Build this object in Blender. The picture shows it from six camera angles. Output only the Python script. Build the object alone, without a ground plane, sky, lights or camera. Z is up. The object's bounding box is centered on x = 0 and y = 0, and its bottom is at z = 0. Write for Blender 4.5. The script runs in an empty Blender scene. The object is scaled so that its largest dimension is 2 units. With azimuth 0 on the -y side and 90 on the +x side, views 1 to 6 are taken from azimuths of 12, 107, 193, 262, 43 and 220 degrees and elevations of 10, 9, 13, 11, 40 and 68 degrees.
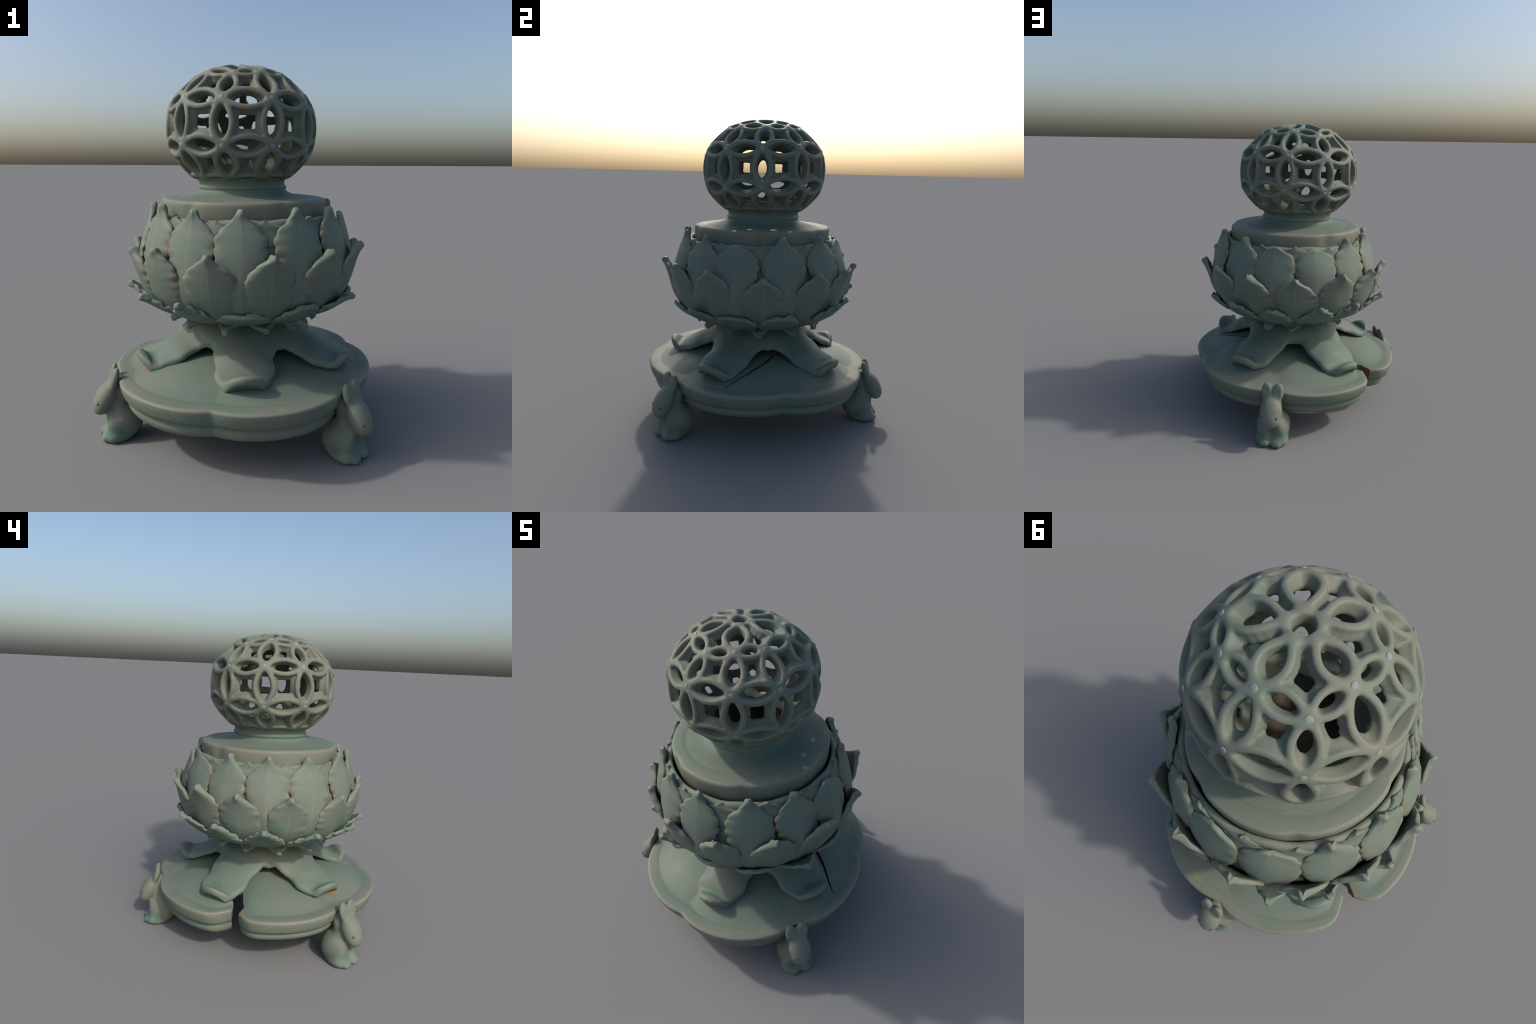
# Celadon incense burner: openwork ball lid, lotus bowl, leaf pedestal, lobed tray on three rabbits.
import bpy, bmesh, math, random
import numpy as np
from mathutils import Vector, Matrix

rng = np.random.default_rng(7)
random.seed(7)
COL = bpy.context.scene.collection
rad = math.radians

# ------------------------------------------------------------------ helpers
def new_obj(name, mesh, parent=None, mats=(), smooth=True):
    ob = bpy.data.objects.new(name, mesh)
    COL.objects.link(ob)
    if parent is not None:
        ob.parent = parent
    for m in mats:
        if mesh is not None and m.name not in [k.name for k in mesh.materials if k]:
            mesh.materials.append(m)
    if mesh is not None and smooth:
        mesh.shade_smooth()
    return ob

def mesh_from(name, verts, faces):
    me = bpy.data.meshes.new(name)
    me.from_pydata([tuple(map(float, v)) for v in verts], [], [tuple(map(int, f)) for f in faces])
    me.validate()
    me.update()
    bm = bmesh.new(); bm.from_mesh(me)
    bmesh.ops.recalc_face_normals(bm, faces=bm.faces)
    bm.to_mesh(me); bm.free()
    return me

def curve(points, n=None):
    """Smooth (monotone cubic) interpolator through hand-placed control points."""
    p = np.array(points, float)
    x, y = p[:, 0], p[:, 1]
    h = np.diff(x); d = np.diff(y) / h
    m = np.zeros_like(y)
    m[1:-1] = np.where(d[:-1] * d[1:] > 0, 2 * d[:-1] * d[1:] / (d[:-1] + d[1:] + 1e-12), 0)
    m[0], m[-1] = d[0], d[-1]
    def f(q):
        q = np.clip(np.asarray(q, float), x[0], x[-1])
        i = np.clip(np.searchsorted(x, q) - 1, 0, len(h) - 1)
        t = (q - x[i]) / h[i]
        return ((2*t**3 - 3*t**2 + 1) * y[i] + (t**3 - 2*t**2 + t) * h[i] * m[i]
                + (-2*t**3 + 3*t**2) * y[i+1] + (t**3 - t**2) * h[i] * m[i+1])
    return f

def spline2(points, n):
    """Resample a (r, z) control polyline with Catmull-Rom, n points evenly by length."""
    P = np.array(points, float)
    Q = np.vstack([2*P[0] - P[1], P, 2*P[-1] - P[-2]])
    out = []
    for i in range(1, len(Q) - 2):
        for t in np.linspace(0, 1, 12, endpoint=False):
            a, b, c, d = Q[i-1], Q[i], Q[i+1], Q[i+2]
            out.append(.5*((2*b) + (c-a)*t + (2*a-5*b+4*c-d)*t*t + (3*b-a-3*c+d)*t**3))
    out.append(P[-1]); out = np.array(out)
    s = np.concatenate([[0], np.cumsum(np.linalg.norm(np.diff(out, axis=0), axis=1))])
    q = np.linspace(0, s[-1], n)
    return np.stack([np.interp(q, s, out[:, 0]), np.interp(q, s, out[:, 1])], 1)

def lathe(name, prof, seg, place):
    """prof: list of (r, z); place(r, z, theta array) -> (n,3). Open profile, capped by poles if r==0."""
    th = np.linspace(0, 2*math.pi, seg, endpoint=False)
    V, rows, F = [], [], []
    for r, z in prof:
        if r < 1e-6:
            rows.append([len(V)] * seg); V.append(place(np.zeros(1), np.full(1, z), np.zeros(1))[0])
        else:
            rows.append(list(range(len(V), len(V) + seg)))
            V.extend(place(np.full(seg, r), np.full(seg, z), th))
    for a, b in zip(rows[:-1], rows[1:]):
        for i in range(seg):
            j = (i + 1) % seg
            f = []
            for k in (a[i], a[j], b[j], b[i]):
                if k not in f: f.append(k)
            if len(f) > 2: F.append(f)
    return mesh_from(name, V, F)

def vnoise(P, freq, seed):
    """Cheap smooth 3D noise: sum of rotated sines, range about -1..1."""
    r = np.random.default_rng(seed); s = 0
    for _ in range(6):
        k = r.normal(size=3); k *= freq * r.uniform(.6, 1.5) / np.linalg.norm(k)
        s = s + np.sin(P @ k + r.uniform(0, 6.28))
    return s / 3.2

# ---- implicit surfaces: distance fields polygonised by surface nets
class Field:
    def __init__(self, lo, hi, h):
        self.lo = np.array(lo, float); self.h = h
        self.n = np.ceil((np.array(hi) - self.lo) / h).astype(int) + 1
        self.f = np.full(self.n, 1.0, np.float32)
    def axes(self, sl):
        return [self.lo[k] + self.h * np.arange(sl[k].start, sl[k].stop) for k in range(3)]
    def box(self, lo, hi):
        a = np.clip(np.floor((np.array(lo) - self.lo) / self.h).astype(int), 0, self.n)
        b = np.clip(np.ceil((np.array(hi) - self.lo) / self.h).astype(int) + 1, 0, self.n)
        return tuple(slice(x, max(x, y)) for x, y in zip(a, b))
    def pts(self, sl):
        g = np.meshgrid(*self.axes(sl), indexing='ij')
        return np.stack(g, -1)
    def union(self, lo, hi, fn, k=0.0):
        sl = self.box(lo, hi); P = self.pts(sl)
        if P.size == 0: return
        d = fn(P); c = self.f[sl]
        self.f[sl] = smin(c, d, k)
    def mesh(self, name):
        f = self.f; s = f < 0
        n = f.shape
        cs = np.zeros([x - 1 for x in n], np.int8); acc = np.zeros([x - 1 for x in n] + [3]); cnt = np.zeros([x - 1 for x in n])
        corners = [(i, j, k) for i in (0, 1) for j in (0, 1) for k in (0, 1)]
        def cut(o): return tuple(slice(o[d], n[d] - 1 + o[d]) for d in range(3))
        for a in corners:
            for d in range(3):
                if a[d] == 0:
                    b = list(a); b[d] = 1
                    fa, fb = f[cut(a)], f[cut(b)]
                    m = (fa < 0) != (fb < 0)
                    t = np.where(m, fa / np.where(m, fa - fb, 1), 0)
                    cnt += m
                    for e in range(3):
                        acc[..., e] += np.where(m, a[e] + (t if e == d else 0), 0)
        act = cnt > 0
        idx = np.full(act.shape, -1); idx[act] = np.arange(act.sum())
        ijk = np.argwhere(act)
        V = self.lo + self.h * (ijk + acc[act] / cnt[act][:, None])
        F = []
        for d in range(3):
            e1, e2 = (d + 1) % 3, (d + 2) % 3
            A = [slice(None)] * 3; B = [slice(None)] * 3
            A[d] = slice(0, n[d] - 1); B[d] = slice(1, n[d])
            x = np.argwhere(s[tuple(A)] != s[tuple(B)])
            x = x[(x[:, e1] > 0) & (x[:, e2] > 0) & (x[:, e1] < n[e1] - 1) & (x[:, e2] < n[e2] - 1)]
            ins = s[tuple(A)][tuple(x.T)]
            q = []
            for o1, o2 in ((0, 0), (-1, 0), (-1, -1), (0, -1)):
                y = x.copy(); y[:, e1] += o1; y[:, e2] += o2
                q.append(idx[tuple(y.T)])
            q = np.stack(q, 1)
            q[~ins] = q[~ins][:, ::-1]
            F.append(q)
        F = np.concatenate(F)
        me = bpy.data.meshes.new(name)
        me.vertices.add(len(V)); me.vertices.foreach_set('co', V.astype(np.float32).ravel())
        me.loops.add(F.size); me.loops.foreach_set('vertex_index', F.ravel().astype(np.int32))
        me.polygons.add(len(F)); me.polygons.foreach_set('loop_start', np.arange(0, F.size, 4, dtype=np.int32))
        me.update(calc_edges=True); me.validate()
        return me

def smin(a, b, k):
    if k <= 0: return np.minimum(a, b)
    h = np.maximum(k - np.abs(a - b), 0) / k
    return np.minimum(a, b) - h*h*k*.25
def smax(a, b, k): return -smin(-a, -b, k)

def soften(me, it=2, fac=.5):
    bm = bmesh.new(); bm.from_mesh(me)
    for _ in range(it):
        bmesh.ops.smooth_vert(bm, verts=bm.verts, factor=fac, use_axis_x=True, use_axis_y=True, use_axis_z=True)
    bm.to_mesh(me); bm.free(); me.update()

def split(me, labels, names):
    """Cut one smooth mesh into region meshes that keep the whole body's vertex normals."""
    nv = len(me.vertices)
    co = np.zeros(nv*3); me.vertices.foreach_get('co', co); co = co.reshape(-1, 3)
    no = np.array([v.normal[:] for v in me.vertices])
    F = np.zeros(len(me.loops), np.int32); me.loops.foreach_get('vertex_index', F); F = F.reshape(-1, 4)
    cen = co[F].mean(1); lab = labels(cen)
    out = []
    for k, nm in enumerate(names):
        f = F[lab == k]
        if not len(f): out.append(None); continue
        u, inv = np.unique(f.ravel(), return_inverse=True)
        m = bpy.data.meshes.new(nm)
        m.from_pydata(co[u].tolist(), [], inv.reshape(-1, 4).tolist())
        m.update(); m.shade_smooth()
        m.normals_split_custom_set_from_vertices([tuple(x) for x in no[u]])
        out.append(m)
    return out

# ------------------------------------------------------------------ materials
def celadon(name, green=(.116, .163, .131), grey=(.172, .172, .138), rim=(.203, .203, .162), pool=(.085, .165, .13),
            stain=.35, streak=False, scroll=False, wear=None, pale=0.0, spots=(), rings=None, warm=.5, edge=.5):
    m = bpy.data.materials.new(name); m.use_nodes = True
    nt = m.node_tree; N = nt.nodes; L = nt.links
    b = N['Principled BSDF']
    def nd(t, **kw):
        x = N.new(t)
        for k, v in kw.items(): setattr(x, k, v)
        return x
    def val(s, v):
        if hasattr(v, 'node'): L.new(v, s)
        else: s.default_value = v
    def math_(op, a, c=0.0, clamp=False):
        x = nd('ShaderNodeMath', operation=op, use_clamp=clamp); val(x.inputs[0], a); val(x.inputs[1], c); return x.outputs[0]
    def mix(f, a, c):
        x = nd('ShaderNodeMix', data_type='RGBA'); val(x.inputs[0], f)
        for s, v in ((x.inputs[6], a), (x.inputs[7], c)):
            if hasattr(v, 'node'): L.new(v, s)
            else: s.default_value = (*v, 1)
        return x.outputs[2]
    def ramp(f, lo, hi):
        x = nd('ShaderNodeMapRange', interpolation_type='SMOOTHSTEP'); val(x.inputs[0], f)
        x.inputs[1].default_value = lo; x.inputs[2].default_value = hi; return x.outputs[0]
    tc = nd('ShaderNodeTexCoord'); co = tc.outputs['Object']
    def noise(scale, detail=4, rough=.55, vec=co, off=0):
        mp = nd('ShaderNodeMapping'); L.new(vec, mp.inputs[0]); mp.inputs[1].default_value = (off, off*1.7, off*.6)
        x = nd('ShaderNodeTexNoise'); L.new(mp.outputs[0], x.inputs['Vector'])
        x.inputs['Scale'].default_value = scale; x.inputs['Detail'].default_value = detail; x.inputs['Roughness'].default_value = rough
        return x.outputs['Fac']
    sep = nd('ShaderNodeSeparateXYZ'); L.new(co, sep.inputs[0])
    oi = nd('ShaderNodeObjectInfo')
    geo = nd('ShaderNodeNewGeometry'); pt = geo.outputs['Pointiness']
    c = mix(math_('MULTIPLY', ramp(noise(2.6, 3), .38, .66), warm), green, grey)
    c = mix(math_('MULTIPLY', ramp(noise(11, 4, off=3), .45, .75), .35), c, grey)
    # glaze runs thin and pale on edges, collects greener where it pools
    nz = math_('MULTIPLY_ADD', noise(22, 3, off=5), .03); N[-1].inputs[2].default_value = -.015
    ptn = math_('ADD', pt, nz)
    c = mix(math_('MULTIPLY', ramp(ptn, .508, .562), edge), c, rim)
    c = mix(math_('MULTIPLY', ramp(ptn, .494, .435), .7), c, pool)
    if streak:
        ay = math_('ABSOLUTE', sep.outputs['Y'])
        wob = noise(9, 2, off=9)
        st = nd('ShaderNodeTexWave', wave_type='BANDS', bands_direction='Y'); L.new(co, st.inputs[0])
        st.inputs['Scale'].default_value = 17; st.inputs['Distortion'].default_value = 3.0; st.inputs['Detail'].default_value = 1; st.inputs['Detail Scale'].default_value = .7
        c = mix(math_('MULTIPLY', ramp(st.outputs['Fac'], .45, 1.0), math_('MULTIPLY', ramp(wob, .40, .64), .24)), c, grey)
        c = mix(math_('MULTIPLY', ramp(st.outputs['Fac'], .4, .0), math_('MULTIPLY', ramp(wob, .6, .36), .22)), c, pool)
        c = mix(math_('MULTIPLY', ramp(ay, .0040, .0010), math_('MULTIPLY', ramp(wob, .3, .58), .55)), c, (.23, .232, .185))
        side = ramp(math_('ADD', ay, math_('MULTIPLY', math_('SUBTRACT', noise(13, 3, off=17), .5), .10)), .088, .14)
        c = mix(math_('MULTIPLY', side, .45), c, rim)
        c = mix(math_('MULTIPLY', math_('MULTIPLY', side, ramp(noise(10, 4, off=19), .47, .60)), .6), c, (.125, .098, .06))
    if rings:
        # scratched guide line that follows the lobed rim
        for (cx, cy, r0, amp, ph, zlo) in rings:
            dx = math_('SUBTRACT', sep.outputs['X'], cx); dy = math_('SUBTRACT', sep.outputs['Y'], cy)
            r = math_('SQRT', math_('ADD', math_('MULTIPLY', dx, dx), math_('MULTIPLY', dy, dy)))
            an = math_('ARCTAN2', dy, dx)
            lob = math_('ABSOLUTE', math_('COSINE', math_('MULTIPLY', math_('SUBTRACT', an, ph), 3.0)))
            rr = math_('ADD', r0, math_('MULTIPLY', math_('POWER', lob, .6), amp))
            d = math_('ABSOLUTE', math_('SUBTRACT', r, rr))
            up = ramp(sep.outputs['Z'], zlo - .01, zlo)
            c = mix(math_('MULTIPLY', math_('MULTIPLY', ramp(d, .010, .001), up), .28), c, (.06, .12, .085))
            inside = ramp(math_('SUBTRACT', rr, r), .0, .05)
            c = mix(math_('MULTIPLY', math_('MULTIPLY', inside, up), .3), c, green)
    if pale:
        pf = ramp(noise(9, 3, off=21), .25, .6)
        c = mix(math_('MULTIPLY', pf, pale), c, (.20, .195, .152))
        c = mix(math_('MULTIPLY', ramp(noise(6, 3, off=15), .58, .70), .45), c, (.17, .11, .06))
    if wear:
        z0, z1, z2, z3 = wear                                  # worn, pale line along the outer edge
        zz = math_('ADD', sep.outputs['Z'], math_('MULTIPLY', math_('SUBTRACT', noise(12, 3, off=13), .5), .012))
        wz = math_('MULTIPLY', ramp(zz, z0, z1), ramp(zz, z3, z2))
        c = mix(math_('MULTIPLY', wz, .5), c, (.19, .187, .147))
        c = mix(math_('MULTIPLY', math_('MULTIPLY', wz, ramp(noise(6, 3, off=15), .60, .70)), .45), c, (.19, .125, .07))
    # iron-brown stains
    sn = noise(7, 6, .62, off=11)
    sf = ramp(sn, .60, .74)
    c = mix(math_('MULTIPLY', sf, stain), c, (.15, .108, .056))
    for (x, y, z, rr, col) in spots:
        dv = nd('ShaderNodeVectorMath', operation='DISTANCE'); L.new(co, dv.inputs[0]); dv.inputs[1].default_value = (x, y, z)
        d = math_('ADD', dv.outputs['Value'], math_('MULTIPLY', math_('SUBTRACT', noise(26, 3, off=2), .5), rr*1.2))
        c = mix(math_('MULTIPLY', ramp(d, rr, rr*.35), .8), c, col)
    # fine speckle
    c = mix(math_('MULTIPLY', ramp(noise(60, 3, .6, off=4), .62, .75), .18), c, (.10, .105, .08))
    L.new(c, b.inputs['Base Color'])
    rg = math_('MULTIPLY_ADD', noise(14, 3, off=6), .22); N[-1].inputs[2].default_value = .42
    L.new(rg, b.inputs['Roughness'])
    b.inputs['Specular IOR Level'].default_value = .16
    bp = nd('ShaderNodeBump'); bp.inputs['Strength'].default_value = .12; bp.inputs['Distance'].default_value = .006
    h = noise(35, 4, off=8)
    if scroll:
        # shallow incised curls round the band of the tray
        an = math_('ARCTAN2', sep.outputs['Y'], sep.outputs['X'])
        cb = nd('ShaderNodeCombineXYZ'); L.new(math_('MULTIPLY', an, .75), cb.inputs[0]); L.new(sep.outputs['Z'], cb.inputs[2])
        vo = nd('ShaderNodeTexVoronoi'); L.new(cb.outputs[0], vo.inputs['Vector']); vo.inputs['Scale'].default_value = 17
        wv = math_('SINE', math_('MULTIPLY', vo.outputs['Distance'], 26))
        nsep = nd('ShaderNodeSeparateXYZ'); L.new(geo.outputs['Normal'], nsep.inputs[0])
        band = math_('MULTIPLY', math_('MULTIPLY', ramp(sep.outputs['Z'], .262, .28), ramp(sep.outputs['Z'], .342, .328)), ramp(math_('ABSOLUTE', nsep.outputs['Z']), .55, .30))
        wv = math_('MULTIPLY', wv, band)
        h = math_('ADD', h, math_('MULTIPLY', wv, .5))
        c2 = mix(math_('MULTIPLY', math_('MULTIPLY', ramp(wv, .1, .9), band), .22), c, grey)
        L.new(c2, b.inputs['Base Color'])
    L.new(h, bp.inputs['Height']); L.new(bp.outputs[0], b.inputs['Normal'])
    return m

def plain(name, c1, c2, rough=.7, scale=14):
    m = bpy.data.materials.new(name); m.use_nodes = True
    N = m.node_tree.nodes; L = m.node_tree.links; b = N['Principled BSDF']
    t = N.new('ShaderNodeTexCoord'); n = N.new('ShaderNodeTexNoise'); n.inputs['Scale'].default_value = scale; n.inputs['Detail'].default_value = 5
    L.new(t.outputs['Object'], n.inputs['Vector'])
    r = N.new('ShaderNodeValToRGB'); r.color_ramp.elements[0].position = .35; r.color_ramp.elements[1].position = .65
    r.color_ramp.elements[0].color = (*c1, 1); r.color_ramp.elements[1].color = (*c2, 1)
    L.new(n.outputs['Fac'], r.inputs[0]); L.new(r.outputs[0], b.inputs['Base Color'])
    bp = N.new('ShaderNodeBump'); bp.inputs['Strength'].default_value = .3; bp.inputs['Distance'].default_value = .004
    L.new(n.outputs['Fac'], bp.inputs['Height']); L.new(bp.outputs[0], b.inputs['Normal'])
    b.inputs['Roughness'].default_value = rough
    b.inputs['Specular IOR Level'].default_value = .3
    return m

ORANGE = (.215, .125, .06)
TRAY_C = (-.011, -.067)
LID_C = (-.004, -.055)
BOWL_C = (.004, -.063)
M_ball = celadon('celadon_glaze_ball', green=(.135, .165, .132), grey=(.172, .172, .136), stain=.45, warm=.9, edge=.45)
M_lid = celadon('celadon_glaze_lid', stain=.25, wear=(1.16, 1.20, 1.291, 1.2985), rings=[(LID_C[0], LID_C[1], .345, .035, rad(38), 1.27)], grey=(.168, .166, .13))
M_bowl = celadon('celadon_glaze_bowl', green=(.108, .165, .132), grey=(.155, .148, .112), stain=.75)
M_petal = celadon('celadon_glaze_petal', green=(.114, .167, .135), grey=(.173, .173, .14), stain=.55, streak=True, edge=.75, warm=.55)
def on_leaf(lon, r, z, l=0.0):
    a = rad(lon); return (r*math.cos(a) - l*math.sin(a), -.056 + r*math.sin(a) + l*math.cos(a), z)
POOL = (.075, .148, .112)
M_leaf = celadon('celadon_glaze_leaf', spots=[(*on_leaf(b, .555, .43, j), .062, POOL) for b, j in ((-77.5, .01), (-10, -.03), (67.5, .03), (140.5, -.02), (-146, .0))], green=(.118, .162, .130), stain=.15, warm=.6)
M_tray = celadon('celadon_glaze_tray', green=(.118, .162, .130), stain=.22, warm=.6, scroll=True,
                 rings=[(TRAY_C[0], TRAY_C[1], .665, .025, rad(-58), .30)], pale=0.0,
                 spots=[(-.455, -.435, .385, .040, ORANGE), (.228, -.581, .375, .035, ORANGE), (-.49, .315, .385, .04, ORANGE), (-.455, .215, .42, .05, ORANGE),
                        (.33, -.72, .36, .025, (.2, .19, .09)), (.527, -.665, .345, .05, ORANGE), (.135, .624, .37, .05, (.2, .18, .10)),
                        (-.632, .188, .330, .044, ORANGE), (-.588, .150, .345, .032, ORANGE), (-.545, .125, .37, .022, ORANGE)])
M_rim = celadon('celadon_glaze_worn_rim', green=(.118, .162, .130), stain=.25, warm=.6, pale=.55, spots=[(-.632, .188, .330, .044, ORANGE)])
M_rim_soft = celadon('celadon_glaze_thin', green=(.118, .162, .130), stain=.22, warm=.6, pale=.25, spots=[(-.632, .188, .330, .044, ORANGE)])
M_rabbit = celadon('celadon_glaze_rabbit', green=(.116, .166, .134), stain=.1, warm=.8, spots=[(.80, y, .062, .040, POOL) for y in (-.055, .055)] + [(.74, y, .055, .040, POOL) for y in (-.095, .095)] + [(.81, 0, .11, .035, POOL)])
M_biscuit = plain('unglazed_clay', (.12, .070, .038), (.23, .130, .060))
M_inside = plain('dark_clay', (.05, .04, .03), (.13, .10, .07))
M_dot = plain('white_inlay', (.175, .215, .195), (.23, .27, .245), .45, 40)
M_eye = plain('iron_spot', (.06, .065, .04), (.09, .09, .06), .4)

# ------------------------------------------------------------------ root
root = bpy.data.objects.new('incense_burner', None); COL.objects.link(root)
root.empty_display_size = .2
root['label'] = 'celadon incense burner with openwork ball lid, lotus bowl and rabbit feet'
root['category'] = 'incense burner'

# ------------------------------------------------------------------ LID: disk and neck
def lid_place(r, z, th):
    lob = np.abs(np.cos(3*(th - rad(38))))                 # six shallow lobes, cusps between them
    k = np.clip((r - .30)/.15, 0, 1) * np.clip((z - 1.15)/.10, 0, 1)
    rr = r - k * .012 * np.exp(-(lob/.28)**2)
    w = np.clip((z - 1.30)/.09, 0, 1)
    cx = LID_C[0] + w * (-.020 - LID_C[0]); cy = LID_C[1] + w * .002
    P = np.stack([cx + rr*np.cos(th), cy + rr*np.sin(th), z + 0*th], -1)
    P[:, 2] += .003*vnoise(P, 9, 3) * k
    return P
lid_prof = [(0, 1.262), (.15, 1.262), (.205, 1.27), (.212, 1.29), (.212, 1.37), (.216, 1.395), (.226, 1.412), (.245, 1.412),
            (.250, 1.402), (.244, 1.391), (.240, 1.38), (.241, 1.368), (.2475, 1.360), (.2475, 1.352), (.242, 1.345), (.242, 1.338), (.249, 1.331),
            (.262, 1.323), (.285, 1.3155), (.31, 1.3105), (.34, 1.3065), (.362, 1.3035), (.373, 1.3015), (.380, 1.300), (.39, 1.3015), (.41, 1.3015), (.425, 1.300), (.438, 1.2985), (.446, 1.2975),
            (.4525, 1.2955), (.4575, 1.291), (.4605, 1.284), (.4615, 1.272), (.461, 1.25), (.459, 1.225), (.457, 1.2), (.452, 1.17), (.445, 1.15), (.42, 1.145), (.3, 1.16), (0, 1.17)]
me = lathe('lid', lid_prof, 240, lid_place)
lid = new_obj('lid', me, root, [M_lid, M_inside])
for p in me.polygons:
    c = p.center; r = math.hypot(c[0]+.018, c[1]+.053)
    if r < .2145 and c[2] > 1.2 and c[2] < 1.40: p.material_index = 1

# ------------------------------------------------------------------ LID: openwork ball (implicit)
BC = np.array([-.021, -.053, 1.695])
ball_rho = [(1.38, .235), (1.395, .25), (1.416, .287), (1.455, .329), (1.505, .372), (1.56, .4), (1.62, .4125), (1.68, .4155), (1.74, .409),
            (1.795, .391), (1.84, .362), (1.893, .312), (1.937, .259), (1.962, .217), (1.983, .168), (1.9945, .112), (1.998, .06)]
_pr = np.array([(r, z) for z, r in ball_rho] + [(0, 1.9985)])
_pr = spline2(_pr, 200)
_el = np.arctan2(_pr[:, 1] - BC[2], _pr[:, 0]); _rd = np.hypot(_pr[:, 0], _pr[:, 1] - BC[2])
def R_of(el): return np.interp(el, _el, _rd)
def to_surf(P):
    d = P - BC; rho = np.hypot(d[..., 0], d[..., 1]); el = np.arctan2(d[..., 2], rho)
    n = np.linalg.norm(d, axis=-1)
    return BC + d * (R_of(el)/n)[..., None]
def at(lon, z):
    """point on the ball at longitude lon and height z"""
    i = np.interp(z, _pr[:, 1], _pr[:, 0])
    return np.array([BC[0] + i*math.cos(rad(lon)), BC[1] + i*math.sin(rad(lon)), z])
B_lon = [-161.5, -125.8, -90.8, -54.1, -19.6, 15.3, 53.2, 90.0, 127.7, 163.0]
C_lon = [-159.0, -125.0, -90.0, -54.0, -19.5, 16.0, 53.0, 88.0, 126.5, 164.0]
B_z = [1.797, 1.807, 1.795, 1.793, 1.79, 1.80, 1.804, 1.796, 1.784, 1.794]
C_z = [1.563, 1.575, 1.565, 1.568, 1.553, 1.563, 1.578, 1.572, 1.556, 1.552]
A_lon = [-158.8, -123.0, -85.5, -53.2, -19.5, 19.3, 53.0, 91.2, 130.4, 165.3]
A_z = [1.936, 1.954, 1.928, 1.943, 1.94, 1.937, 1.94, 1.951, 1.924, 1.954]
Bp = [at(a, z) for a, z in zip(B_lon, B_z)]; Cp = [at(a, z) for a, z in zip(C_lon, C_z)]
Ap = [at(a, z) for a, z in zip(A_lon, A_z)]; Dp = [at(a + 1.0, 1.408) for a in C_lon]
fld = Field((-.475, -.505, 1.34), (.435, .40, 2.03), .0048)
BARW, BARD = .0148, .056
def petal_arcs(P0, P1, bulge):
    """Two bowed bars that enclose one leaf-shaped opening."""
    mid = (P0 + P1)/2; T = P1 - P0; Ln = np.linalg.norm(T)
    Nn = mid - BC; Nn /= np.linalg.norm(Nn); S = np.cross(Nn, T/Ln)
    t = np.linspace(0, 1, 10)
    for sgn in (1, -1):
        bow = np.sin(np.pi*t)**.9 * bulge * Ln * sgn * rng.uniform(.95, 1.06)
        yield to_surf(P0 + t[:, None]*T + bow[:, None]*S), -sgn*S
def bar(pl, w=BARW, depth=BARD, k=.013, lift=.0015):
    pl, inward = pl if isinstance(pl, tuple) else (pl, np.zeros(3))
    N = pl - BC; N /= np.linalg.norm(N, axis=1)[:, None]
    lo = pl.min(0) - .066; hi = pl.max(0) + .066
    def fn(P):
        best = np.full(P.shape[:3], 9.0); bn = np.zeros_like(best)
        for i in range(len(pl) - 1):
            a = pl[i]; ab = pl[i+1] - a
            t = np.clip(((P - a) @ ab)/(ab @ ab), 0, 1)
            q = P - (a + t[..., None]*ab)
            n = (q @ N[i])*(1 - t) + (q @ N[i+1])*t
            b = np.sqrt(np.maximum((q*q).sum(-1) - n*n, 0))
            m = b < best; sd = np.where(m, q @ inward, sd) if i else q @ inward
            best = np.where(m, b, best); bn = np.where(m, n, bn)
        # rounded bar, a little wider towards the inside
        wi = w + np.clip(-bn - .017, 0, depth) * (np.where(P[..., 2] > 1.85, .27, .37) - np.where(P[..., 2] > 1.85, .17, .24)*np.clip(sd/.01, -1, 1))
        cy = -depth/2 + lift
        qx = best - (wi - .0125); qy = np.abs(bn - cy) - (depth/2 - .0125)
        return np.hypot(np.maximum(qx, 0), np.maximum(qy, 0)) + np.minimum(np.maximum(qx, qy), 0) - .0125
    fld.union(lo, hi, fn, k)
n = 10
TOP = np.array([BC[0] - .003, BC[1] + .004, 2.0])
for i in range(n):
    j = (i + 1) % n
    for arc in petal_arcs(Bp[i], Bp[j], .198): bar(arc)
    for arc in petal_arcs(Cp[i], Cp[j], .198): bar(arc)
    for arc in petal_arcs(Ap[i], Ap[j], .215): bar(arc, BARW*.92)
    for arc in petal_arcs(Ap[i], Bp[i], .25): bar(arc)
    for arc in petal_arcs(Bp[i], Cp[i], .225): bar(arc)
    for arc in petal_arcs(Cp[i], Dp[i], .27): bar(arc, BARW*1.05)
    for arc in petal_arcs(Dp[i], Dp[j], .16): bar(arc)
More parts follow.
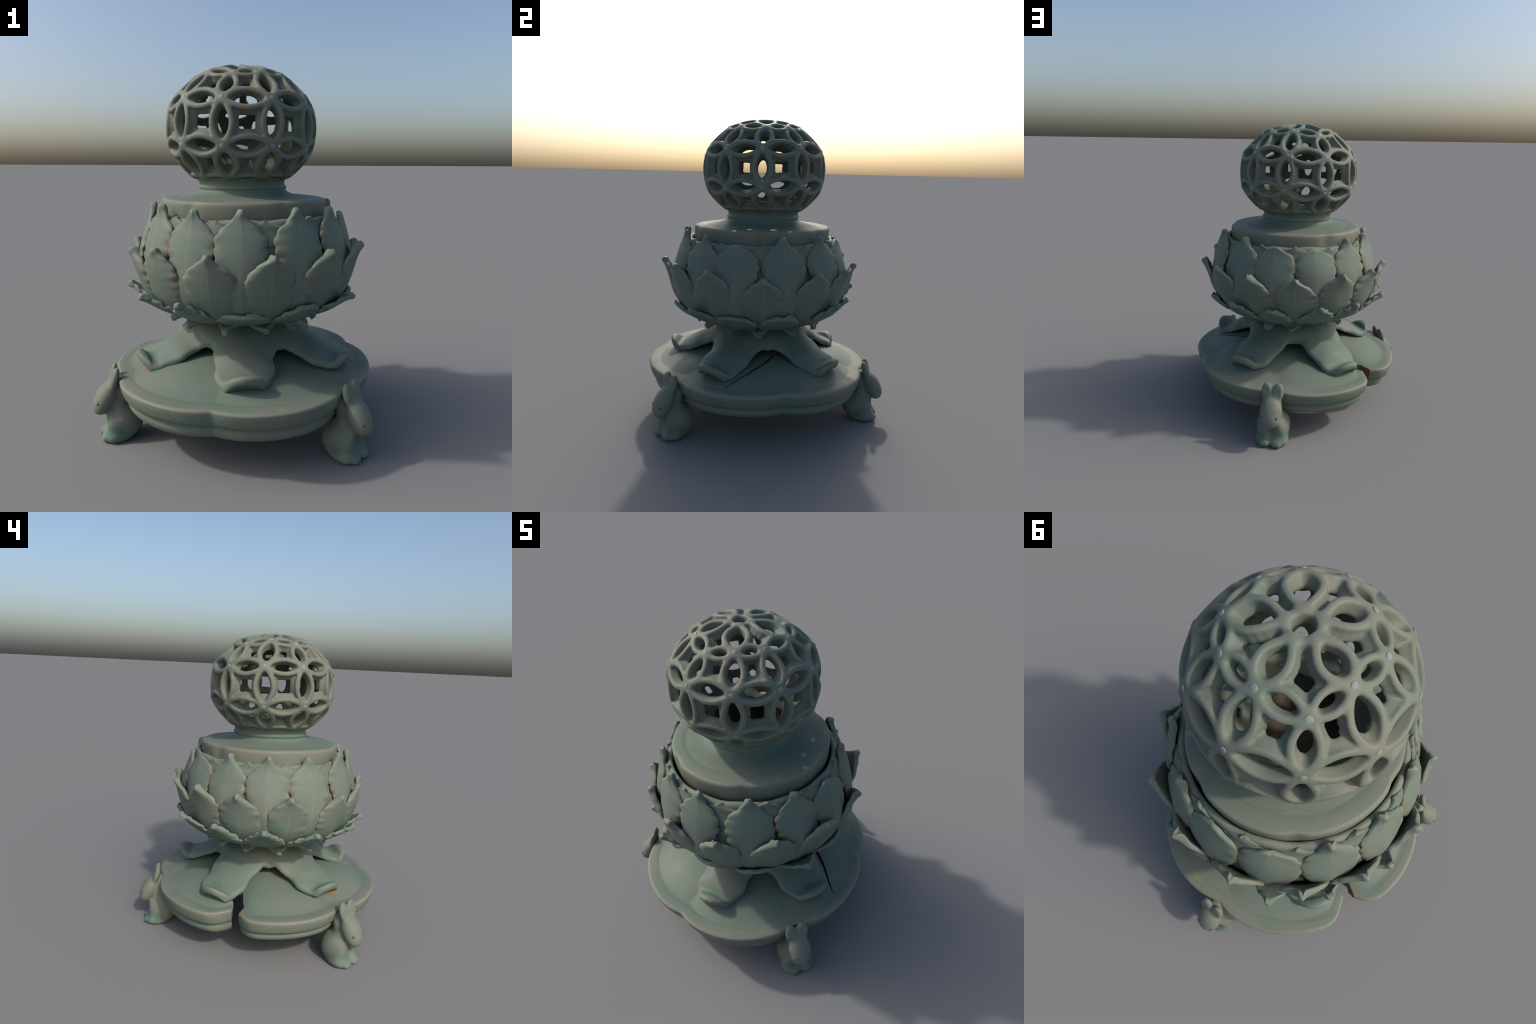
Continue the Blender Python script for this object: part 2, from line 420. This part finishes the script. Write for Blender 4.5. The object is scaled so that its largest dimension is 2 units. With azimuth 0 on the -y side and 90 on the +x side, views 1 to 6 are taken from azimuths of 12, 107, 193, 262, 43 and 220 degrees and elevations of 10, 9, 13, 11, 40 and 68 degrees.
# five petals run from the crown ring to every second knot of the upper ring
tops = [1, 3, 5, 7, 9]
for i in tops:
    d = Ap[i] - TOP; d[2] = 0; d /= np.linalg.norm(d)
    P0 = to_surf(TOP + d*.062)
    for arc in petal_arcs(P0, Ap[i], .29): bar(arc, BARW)
ring_t = np.linspace(0, 2*np.pi, 33)
bar(to_surf(TOP + np.stack([.054*np.cos(ring_t), .054*np.sin(ring_t), 0*ring_t], -1)), .017, .05, .022, -.004)
for P in Bp + Cp + Ap:
    N = (P - BC)/np.linalg.norm(P - BC); c = P - N*.024
    fld.union(P - .09, P + .09, lambda X: (np.linalg.norm((X - c) + ((X - c) @ N)[..., None]*N*(-.25), axis=-1) - .027), .02)
# trim flush with the shell outside, and open the crown hole
sl = tuple(slice(0, k) for k in fld.n); X = fld.pts(sl); d = X - BC
rho = np.hypot(d[..., 0], d[..., 1]); nn = np.linalg.norm(d, axis=-1)
shell = (nn - R_of(np.arctan2(d[..., 2], rho)))
fld.f = smax(fld.f, shell - .003, .007)
fld.f = smax(fld.f, .034 - np.hypot(X[..., 0] - TOP[0], X[..., 1] - TOP[1]) - np.where(X[..., 2] > 1.85, 0, 9), .012)
fld.f = smax(fld.f, 1.392 - X[..., 2], .004)
fld.f = np.where(rho < .19, np.where(X[..., 2] < 1.5, 1.0, fld.f), fld.f)
del X, d, rho, nn, shell
me = fld.mesh('openwork_ball'); soften(me, 4, .5)
ball = new_obj('openwork_ball', me, lid, [M_ball])
# white inlaid dots at the knots
dm = bpy.data.meshes.new('inlay_dot'); bm = bmesh.new()
bmesh.ops.create_uvsphere(bm, u_segments=20, v_segments=10, radius=1.0); bm.to_mesh(dm); bm.free()
first = True
for P in Bp + Cp + Ap:
    N = Vector((P - BC) / np.linalg.norm(P - BC))
    o = new_obj('inlay_dot', dm, lid, [M_dot] if first else []); first = False
    s = rng.uniform(.0128, .0155)
    o.matrix_world = Matrix.Translation(Vector(P) + N*.0016) @ N.to_track_quat('Z', 'Y').to_matrix().to_4x4() @ Matrix.Diagonal((s, s, .0042, 1))

# ------------------------------------------------------------------ BOWL body
bowl_prof = spline2([(.482, 1.05), (.472, 1.12), (.468, 1.19), (.472, 1.213), (.487, 1.217), (.501, 1.205), (.515, 1.165), (.538, 1.10),
                     (.562, 1.02), (.576, .95), (.574, .88), (.552, .80), (.500, .742), (.43, .704), (.35, .678), (.29, .662), (.25, .65)], 70)
def bowl_place(r, z, th):
    P = np.stack([BOWL_C[0] + r*np.cos(th), BOWL_C[1] + r*np.sin(th), z + 0*th], -1)
    k = np.clip((z - 1.15)/.06, 0, 1)
    P[:, 2] += k*(.004*np.sin(13*th + 1.0) + .003*vnoise(P, 14, 5))
    return P
prof = [(0, 1.04), (.3, 1.04)] + [tuple(x) for x in bowl_prof]
bowl = new_obj('bowl', lathe('bowl', prof, 220, bowl_place), root, [M_bowl])

# ------------------------------------------------------------------ BOWL petals
def petal(name, lon, prof, width, thick, keel, seed, tip_knob=1.0, scal=.007, nscal=9, broken=0.0, edge_curl=0.0, twist=0.0, lift=0.0, mat=None, rough=.003):
    """One lotus petal lying on the bowl. prof: (r, z) control points base to tip of the outer face;
    width: (v, half width) control points. Rounded thick rim, scalloped outline, keel down the middle."""
    r_ = np.random.default_rng(seed)
    nv, nu = 56, 21
    S = spline2(prof, nv)
    v = np.linspace(0, 1, nv)
    vend = 1.0 - broken
    tl = np.linspace(0, 1, nv)**.93 * vend
    S = np.stack([np.interp(tl, v, S[:, 0]), np.interp(tl, v, S[:, 1])], 1)
    w = curve(width)
    T = np.gradient(S, axis=0); T /= np.linalg.norm(T, axis=1)[:, None]
    Nn = np.stack([T[:, 1], -T[:, 0]], 1)                          # outward normal in (r, z)
    ln = np.linspace(-1, 1, nu); u = np.sign(ln)*(1 - (1 - np.abs(ln))**1.5)
    half = {}
    for s in (-1, 1):
        ph = r_.uniform(0, 6.28); fq = nscal * r_.uniform(.85, 1.15)
        sc = np.abs(np.sin(np.pi*fq*tl + ph + .5*np.sin(5*tl + ph)))**.6 - .6
        amp = scal * np.clip((tl - .28)/.2, 0, 1) * np.clip((.96 - tl)/.08, 0, 1)
        hw = w(tl) + amp*sc*2 + .004*np.sin(tl*r_.uniform(4, 9) + ph)*np.clip(tl*4, 0, 1)*np.clip((1 - tl)*8, 0, 1)
        if broken: hw = hw * np.sqrt(np.clip(1 - ((tl - (vend - .10))/.10).clip(0, 1)**2, 0.02, 1))
        half[s] = np.maximum(hw, .0015)
    knob = tip_knob*np.exp(-((tl - .965)/.045)**2)*.010
    th = thick
    V = []; 
    wav = r_.normal(size=4)
    for side in (1, -1):
        for i in range(nv):
            for k in range(nu):
                uu = u[k]; hw = half[1 if uu >= 0 else -1][i]
                y = uu*hw
                e = math.sqrt(max(0., 1 - abs(uu)**7))             # rounded rim
                endr = math.sqrt(max(0., 1 - max(0., (tl[i]/vend - .955)/.045)**2)) if i < nv-1 else 0.
                off = th*.5*e*endr*side - th*.5
                bulge = keel*(.35 - abs(uu)**1.25) + knob[i]*(1 - uu*uu)*side*.6
                curl = edge_curl*abs(uu)**3*tl[i]
                waver = .0035*math.sin(7*tl[i] + 3*uu + wav[0]*3)*abs(uu) + .003*math.sin(11*tl[i] + wav[1]*4 + uu*2)
                rag = rough*abs(uu)**4*min(1, max(0, tl[i] - .3)*4)*(math.sin(41*tl[i] + wav[2]*9 + uu) + .7*math.sin(67*tl[i] + wav[3]*9) + .5*math.sin(23*tl[i] + wav[1]*7))
                o = off + bulge + curl + waver*tl[i] + lift*tl[i]**3 + rag
                r = S[i, 0] + Nn[i, 0]*o; z = S[i, 1] + Nn[i, 1]*o
                a = y/max(S[i, 0], .2) + twist*tl[i]
                V.append((r*math.cos(a), r*math.sin(a), z))
    F = []
    M = nv*nu
    for i in range(nv - 1):
        for k in range(nu - 1):
            a = i*nu + k
            F.append((a, a+1, a+nu+1, a+nu)); F.append((M+a, M+a+nu, M+a+nu+1, M+a+1))
    for i in range(nv - 1):
        a = i*nu; F.append((a, a+nu, M+a+nu, M+a)); a += nu-1; F.append((a, M+a, M+a+nu, a+nu))
    for k in range(nu - 1):
        F.append((k, M+k, M+k+1, k+1)); a = (nv-1)*nu + k; F.append((a, a+1, M+a+1, M+a))
    me = mesh_from(name, V, F)
    bm = bmesh.new(); bm.from_mesh(me); bmesh.ops.remove_doubles(bm, verts=bm.verts, dist=.0004); bm.to_mesh(me); bm.free()
    ob = new_obj(name, me, bowl, [mat or M_petal])
    ob.location = (BOWL_C[0], BOWL_C[1], 0); ob.rotation_euler = (0, 0, rad(lon))
    return ob

UP_LON = [-132, -105.5, -79.5, -49, -22, 3, 33, 63.5, 88.6, 116.3, 143.5, 170.3, -162.2]
MID_LON = [-122, -93.6, -65.6, -37, -10.2, 20, 50.9, 75.5, 103, 130.3, 155, -176.8, -145]
UP_BROKEN = {3: .075, 88.6: .085, 116.3: .085}
up_prof = [(.515, .735), (.568, .80), (.600, .90), (.600, .97), (.588, 1.05), (.568, 1.12), (.547, 1.18), (.532, 1.235), (.529, 1.277)]
up_w = [(0, .05), (.22, .076), (.43, .109), (.53, .123), (.64, .129), (.715, .124), (.80, .098), (.855, .066), (.90, .043), (.935, .027), (.965, .021), (1, .012)]
for lon in UP_LON:
    sx = rng.uniform(.95, 1.04)
    petal('petal', lon, [(r + .004*math.cos(rad(lon)), z + (0 if z < 1.2 else rng.uniform(-.008, .006))) for r, z in up_prof],
          [(max(0, (a*.477 + .075)/.552) if a > 0 else 0, b*sx*1.085) for a, b in up_w], .026, .008, int(900 + lon), broken=UP_BROKEN.get(lon, 0), nscal=10, scal=.0075)
mid_prof = [(.42, .692), (.488, .718), (.548, .765), (.590, .83), (.618, .91), (.638, .975), (.653, 1.02), (.668, 1.062)]
mid_w = [(0, .095), (.2, .114), (.4, .127), (.5, .132), (.62, .135), (.725, .130), (.79, .114), (.855, .086), (.905, .054), (.935, .031), (.965, .021), (1, .011)]
for lon in MID_LON:
    sx = rng.uniform(.94, 1.04); dz = rng.uniform(-.015, .015)
    fl = rng.uniform(-.01, .012) - (.016 if lon in (-122, -93.6, -145) else 0)
    petal('petal', lon, [(r + fl*max(0, (z - .95)/.1), z + dz*max(0, (z - .8)/.2)) for r, z in mid_prof],
          [(a, b*sx*1.03) for a, b in mid_w], .030, .009, int(1900 + lon), nscal=9, scal=.0055, edge_curl=-.004)
low_prof = [(.33, .648), (.40, .666), (.47, .691), (.530, .721), (.570, .750), (.604, .780), (.638, .806), (.672, .832)]
low_w = [(0, .07), (.2, .092), (.38, .116), (.52, .127), (.60, .123), (.70, .104), (.78, .078), (.86, .049), (.915, .031), (.955, .021), (1, .011)]
LOW_BROKEN = {-79.5: .29, -49: .16, 3: .22, 33: .2, 88.6: .10}
for lon in UP_LON:
    sx = rng.uniform(.96, 1.04); fl = rng.uniform(-.010, .014) + (.012 if 20 < lon < 75 else 0); dz = rng.uniform(-.02, .02)
    petal('petal', lon + rng.uniform(-2, 2), [(r + fl*max(0, (r - .55)/.1), z + dz*max(0, (r - .55)/.1)) for r, z in low_prof],
          [(a, b*sx) for a, b in low_w], .026, .002, rough=.005, seed=int(2900 + lon), nscal=7, scal=.008, edge_curl=-.006, broken=LOW_BROKEN.get(lon, 0))
tip_prof = [(.27, .648), (.32, .657), (.36, .653), (.395, .638), (.422, .617)]
tip_w = [(0, .088), (.3, .092), (.5, .080), (.7, .052), (.83, .031), (.93, .021), (1, .012)]
for lon in MID_LON:
    petal('petal', lon + rng.uniform(-3, 3), [(r + (rng.uniform(-.02, .012) if r > .39 else 0), z + (rng.uniform(-.006, .01) if r > .39 else 0)) for r, z in tip_prof],
          tip_w, .026, .0, int(3900 + lon), nscal=3, scal=.004, edge_curl=.0)
rim_prof = [(.548, 1.10), (.530, 1.155), (.515, 1.195), (.506, 1.226)]
rim_w = [(0, .10), (.4, .115), (.62, .105), (.76, .075), (.86, .040), (.93, .018), (1, .008)]
for lon in MID_LON:
    petal('petal', lon + rng.uniform(-2, 2), [(r, z + (rng.uniform(-.008, .006) if z > 1.18 else 0)) for r, z in rim_prof],
          rim_w, .018, .002, int(4900 + lon), nscal=5, scal=.006, tip_knob=.2, mat=M_bowl)

# ------------------------------------------------------------------ PEDESTAL: skirt and five drooping leaves (implicit, one skin)
PED_C = np.array([.0, -.056])
LEAF_LON = [-77.5, -12, 67.5, 140, -144.5]
spine = curve([(.20, .634), (.24, .612), (.28, .590), (.31, .573), (.37, .537), (.444, .500), (.516, .455), (.553, .432), (.575, .434), (.598, .455), (.618, .468), (.66, .472)])
lw = curve([(.15, .22), (.22, .198), (.28, .178), (.33, .164), (.38, .156), (.43, .154), (.48, .153), (.54, .150), (.66, .148)])
drp = curve([(.2, .060), (.28, .055), (.31, .052), (.37, .047), (.444, .044), (.516, .026), (.56, .016), (.60, .022), (.66, .03)])
fld = Field((-.70, -.76, .315), (.70, .65, .665), .0075)
X = fld.pts(tuple(slice(0, k) for k in fld.n))
qr = np.linspace(.2, .66, 200); qs = np.gradient(spine(qr), qr)
for q, lon in enumerate(LEAF_LON):
    a = rad(lon); ux = np.array([math.cos(a), math.sin(a)]); uy = np.array([-ux[1], ux[0]])
    dx = X[..., 0] - PED_C[0]; dy = X[..., 1] - PED_C[1]
    r = dx*ux[0] + dy*ux[1]; l = dx*uy[0] + dy*uy[1]; z = X[..., 2]
    ph = q*1.9
    hw = lw(r) * (1 + .045*np.sin(r*42 + ph + 1.2*np.sign(l))) 
    t = np.clip(np.abs(l/hw), 0, 1.1)
    zl = [.008, .005, .002, -.038, -.002][q]*np.clip((r - .3)/.3, 0, 1)
    side = zl + .016*np.sin(ph*2 + 1)*np.clip((r - .5)/.1, 0, 1)*l/hw
    rip = .002*np.sin(r*42 + ph + 1.2*np.sign(l))*t**2
    lip = np.where(r > .553, spine(r) - .432, 0)*(1 - np.clip(1 - (t/.85)**2, 0, 1))
    zc = spine(r) - lip - drp(r)*t**2.1 + side + rip - .016
    dz = np.abs(z - zc)/np.sqrt(1 + np.interp(r, qr, qs)**2) - .002 - .006*np.clip((r - .54)/.05, 0, 1)
    tip = np.clip(r - .425, 0, 1)/.214                       # rounded end
    outl = ((np.abs(l/hw)**2.2 + tip**2.2)**(1/2.2) - 1)*.14
    d = smax(dz, outl + .014, .010) - .0145
    d = smax(d, .17 - r, .01)
    fld.f = smin(fld.f, d.astype(np.float32), .035)
rr = np.hypot(X[..., 0] - PED_C[0], X[..., 1] - PED_C[1])
sk = curve([(.12, .66), (.18, .645), (.22, .61), (.26, .565), (.30, .530), (.34, .50)])
dsk = np.abs(X[..., 2] - sk(rr) + .014)*.6 - .004
dsk = smax(smax(dsk, rr - .283, .02), .13 - rr, .01) - .010
fld.f = smin(fld.f, dsk.astype(np.float32), .055)
me = fld.mesh('pedestal'); soften(me, 7)
del X, rr, dsk
def leaf_label(c):
    d = c[:, :2] - PED_C; r = np.hypot(d[:, 0], d[:, 1]); an = np.degrees(np.arctan2(d[:, 1], d[:, 0]))
    dif = np.abs((an[:, None] - np.array(LEAF_LON)[None] + 180) % 360 - 180)
    return np.where(r < .32, 0, dif.argmin(1) + 1)
parts = split(me, leaf_label, ['pedestal'] + ['leaf']*5)
ped = new_obj('pedestal', parts[0], root, [M_leaf], smooth=False)
for m in parts[1:]:
    new_obj('leaf', m, ped, [M_leaf], smooth=False)

# ------------------------------------------------------------------ TRAY: six-lobed plate
NOTCH = [-88.5, -29, 32, 92, 152, -148]
def tray_R(th):
    s = 0
    for a in NOTCH:
        d = (np.degrees(th) - a + 180) % 360 - 180
        s = s + .034*np.exp(-(np.abs(d)/7.5)**1.25)
    lob = .006*np.cos(np.radians(6*(np.degrees(th) + 58.5)))
    d = np.abs((np.degrees(th) - 154.5 + 180) % 360 - 180)
    s = np.maximum(s, .118*np.exp(-(d/7.0)**1.8))          # the damaged notch
    return .748 - .011*np.cos(2*th) + lob - s
def around(table, th):
    a = np.array(sorted(table)); w = (np.degrees(th) + 180) % 360 - 180
    k = np.linspace(-18, 18, 13)                                # smoothed periodic interpolation
    return sum(np.interp((w + d + 180) % 360 - 180, a[:, 0], a[:, 1], period=360) for d in k)/len(k)
# the plate was mended: its rim and foot do not lie level
RIM_DZ = [(-155, -.014), (-125, .006), (-105, .011), (-70, .010), (-35, .006), (0, .006), (40, .010), (80, -.006), (115, -.026), (150, -.026), (180, -.018)]
FOOT_DZ = [(-140, -.003), (-80, .001), (-40, -.006), (0, .010), (23, .012), (60, .0), (110, -.025), (148, -.024), (172, -.004)]
WELL_DZ = [(-170, -.012), (-120, .0), (-75, -.006), (-35, -.034), (0, -.006), (40, .010), (80, -.006), (120, -.030), (160, -.022)]
WIDE = [(-170, -.002), (-105, .012), (-60, .006), (-20, .0), (10, -.005), (55, .010), (100, .002), (150, .0)]
def tray_place(r, z, th):
    R = tray_R(th) + around(WIDE, th)
    k = np.clip((r - .35)/.30, 0, 1)
    rr = r + (R - .744)*k
    x = rr*np.cos(th); y = rr*np.sin(th)
    P = np.stack([TRAY_C[0] + x, TRAY_C[1] + y, z + 0*th], -1)
    q = np.clip((.285 - z)/.08, 0, 1); ro = np.clip(r/.70, 0, 1)**1.3
    dz = around(RIM_DZ, th)*(1 - q) + around(FOOT_DZ, th)*q
    well = around(WELL_DZ, th)*np.exp(-((r - .42)/.15)**2) - .006*np.exp(-(r/.4)**2)
    P[:, 2] += dz*ro + well*(z > .34)
    P[:, 2] += .0022*vnoise(P, 8, 21) * (r > .3)
    P[:, :2] += (.0015*vnoise(P, 16, 22))[:, None]*np.stack([np.cos(th), np.sin(th)], 1)*(r > .6)[:, None]
    return P
T = .744
tp = [(0, .462), (.12, .462), (.2, .461), (.27, .457), (.34, .449), (.40, .440), (.45, .430), (.50, .417), (.55, .399), (.59, .382), (.62, .369), (.645, .361), (T-.085, .3565), (T-.078, .355), (T-.070, .3545), (T-.06, .355), (T-.04, .3535), (T-.022, .352), (T-.012, .351),
      (T-.004, .347), (T, .340), (T-.001, .333), (T-.003, .320), (T-.008, .298), (T-.014, .280), (T-.019, .271), (T-.030, .264), (T-.039, .258), (T-.042, .250), (T-.040, .243), (T-.038, .234),
      (T-.043, .217), (T-.056, .200), (T-.073, .191), (T-.10, .190), (T-.125, .205), (T-.15, .25), (T-.175, .285), (.52, .335), (.45, .37), (.38, .395), (.27, .42), (.15, .43), (0, .43)]
tray = new_obj('tray', lathe('tray', tp, 420, tray_place), root, [M_tray, M_biscuit, M_rim, M_rim_soft])
rows = {i: (2 if a[1] > .330 and a[0] >= T - .0125 and b[0] >= T - .0125 else 3) for i, (a, b) in enumerate(zip(tp[:-1], tp[1:])) if a[0] >= T - .023 and b[1] > .318}
for p in tray.data.polygons:
    p.material_index = rows.get(max(0, (p.index - 420)//420 + 1), 0)

def prism(name, poly, z0, z1, mat, jag=0.0, seed=1):
    """Vertical cutter with a slightly ragged wall."""
    r_ = np.random.default_rng(seed)
    P = []
    for a, b in zip(poly, poly[1:] + poly[:1]):
        a, b = np.array(a), np.array(b); m = max(2, int(np.linalg.norm(b - a)/.012))
        for t in np.linspace(0, 1, m, endpoint=False): P.append(a + (b - a)*t)
    P = np.array(P); nL = 7; V = []; F = []; k = len(P)
    c = P.mean(0)
    for i, z in enumerate(np.linspace(z0, z1, nL)):
        Q = np.concatenate([P, np.full((k, 1), z)], 1)
        j = jag*np.stack([vnoise(Q, 40, seed), vnoise(Q, 40, seed + 1)], 1)
        V += [(*(p + d), z) for p, d in zip(P, j)]
    for i in range(nL - 1):
        for a in range(k):
            b = (a + 1) % k; F.append((i*k+a, i*k+b, i*k+k+b, i*k+k+a))
    F.append(tuple(range(k))[::-1]); F.append(tuple(range((nL-1)*k, nL*k)))
    me = mesh_from(name, V, F); ob = new_obj(name, me, None, [mat], smooth=False)
    return ob
gap = [(-.80, .28), (-.64, .250), (-.608, .247), (-.576, .224), (-.543, .205), (-.49, .203), (-.45, .215), (-.40, .19), (-.37, .15), (-.39, .128), (-.45, .130),
       (-.513, .136), (-.549, .132), (-.572, .150), (-.604, .172), (-.618, .205), (-.650, .222), (-.80, .252)]
crack = [(.664, -.079), (.62, -.053), (.58, -.025), (.51, .026), (.44, .068), (.36, .106), (.28, .125), (.22, .12), (.28, .105), (.36, .086), (.435, .050), (.503, .014), (.577, -.035), (.62, -.062)]
cutters = [prism('gap_cutter', gap, .1, .56, M_biscuit, .006, 3), prism('crack_cutter', crack, .1, .56, M_inside, .0015, 5)]  # crack walls coloured darker than the gap's clay, painting in the crack's deep shadow
for cobj in cutters:
    md = tray.modifiers.new('cut', 'BOOLEAN'); md.object = cobj; md.operation = 'DIFFERENCE'; md.solver = 'EXACT'; md.material_mode = 'TRANSFER'
dg = bpy.context.evaluated_depsgraph_get()
nm = bpy.data.meshes.new_from_object(tray.evaluated_get(dg)); tray.modifiers.clear(); tray.data = nm; nm.name = 'tray'
for cobj in cutters: bpy.data.objects.remove(cobj, do_unlink=True)
nm.set_sharp_from_angle(angle=rad(42))

# ------------------------------------------------------------------ RABBIT feet (implicit, one skin, split into anatomy)
def ell(c, s, pitch=0.0, yaw=0.0, roll=0.0):
    Rm = (Matrix.Rotation(yaw, 3, 'Z') @ Matrix.Rotation(pitch, 3, 'Y') @ Matrix.Rotation(roll, 3, 'X'))
    Rm = np.array(Rm); c = np.array(c); s = np.array(s)
    def fn(P):
        q = (P - c) @ Rm / s
        k = np.linalg.norm(q, axis=-1); g = np.linalg.norm(q/s, axis=-1) + 1e-9
        return k*(k - 1)/g
    return fn
# local frame: x points outwards from the tray, z up, origin on the tray axis; feet at x about .78
fr = Field((.55, -.16, -.02), (.93, .16, .44), .0052)
LO, HI = (.5, -.2, -.05), (.95, .2, .5)
def add(f, k): fr.union(LO, HI, f, k)
add(ell((.690, 0, .100), (.082, .092, .098)), 0)                         # rump
add(ell((.735, 0, .150), (.052, .066, .125), rad(16)), .05)               # back and chest
add(ell((.804, 0, .240), (.055, .065, .092), rad(-30)), .025)              # head
add(ell((.836, 0, .190), (.038, .048, .047), rad(-25)), .03)             # muzzle
for s in (1, -1):
    add(ell((.728, s*.058, .085), (.072, .036, .074), rad(10)), .035)     # thigh
    add(ell((.776, s*.038, .082), (.028, .032, .080), rad(10)), .03)     # foreleg
    add(ell((.799, s*.038, .024), (.040, .033, .028)), .045)               # forepaw
    add(ell((.752, s*.068, .022), (.056, .027, .025), 0, s*.12), .03)     # hind paw
    for t in (-.016, .0, .016):
        add(ell((.827, s*.038 + t, .017), (.014, .009, .016)), .012)      # toes
    add(ell((.762, s*.032, .345), (.023, .034, .062), rad(-15), 0, s*rad(-3)), .018)   # ear
    e = ell((.788, s*.034, .360), (.011, .016, .040), rad(-17))
    slb = fr.box(LO, HI); fr.f[slb] = smax(fr.f[slb], -e(fr.pts(slb)), .014)
add(ell((.718, 0, .262), (.036, .054, .070), rad(-4)), .03)                         # nape that joins the tray rim
fr.f = smax(fr.f, -fr.pts(tuple(slice(0, k) for k in fr.n))[..., 2] + .002, .01)
me = fr.mesh('rabbit'); soften(me, 3)
def rabbit_label(c):
    x, y, z = c.T
    lab = np.zeros(len(c), int)
    fore = (x > .772) & (z < .110) & (np.abs(y) < .075)
    hind = (z < .125) & (np.abs(y) > .046) & ~fore & (x > .65)
    head = (z > .290 - (x - .75)*1.9) & (z > .122) & (x > .745)
    ear = (z > .325) & (x < .83)
    head |= (z > .27) & (x > .735) & ~ear
    lab[hind & (y > 0)] = 5; lab[hind & (y <= 0)] = 6
    lab[fore & (y > 0)] = 3; lab[fore & (y <= 0)] = 4
    lab[head] = 1
    lab[ear & (y > 0)] = 2; lab[ear & (y <= 0)] = 7
    return lab
rp = split(me, rabbit_label, ['rabbit', 'head', 'ear', 'forelimb', 'forelimb', 'hindlimb', 'hindlimb', 'ear'])
from mathutils.bvhtree import BVHTree
bvh = BVHTree.FromPolygons([v.co[:] for v in me.vertices], [p.vertices[:] for p in me.polygons])
EYES = []
for s in (1, -1):
    hit = bvh.ray_cast(Vector((.93, s*.060, .225)), Vector((-.93, -s*.25, -.06)).normalized())[0]
    EYES.append(hit)
em = bpy.data.meshes.new('eye'); bm = bmesh.new(); bmesh.ops.create_uvsphere(bm, u_segments=16, v_segments=8, radius=.0085); bm.to_mesh(em); bm.free()
em.materials.append(M_eye); em.shade_smooth()
for m in rp:
    if m: m.materials.append(M_rabbit)
RABBITS = [(-30.5, (-.016, -.046)), (92.3, (-.003, -.062)), (-145, (-.006, -.056))]
for lon, c in RABBITS:
    T_ = Matrix.Translation((c[0], c[1], 0)) @ Matrix.Rotation(rad(lon), 4, 'Z') @ Matrix.Diagonal((1, 1.07, 1, 1))
    body = bpy.data.objects.new('rabbit', rp[0]); COL.objects.link(body); body.parent = root; body.matrix_world = T_
    for m, nm_ in zip(rp[1:], ['head', 'ear', 'forelimb', 'forelimb', 'hindlimb', 'hindlimb', 'ear']):
        if m is None: continue
        o = bpy.data.objects.new(nm_, m); COL.objects.link(o); o.parent = body
    for e in EYES:
        o = bpy.data.objects.new('eye', em); COL.objects.link(o); o.parent = body; o.location = e - Vector((.004, 0, 0))
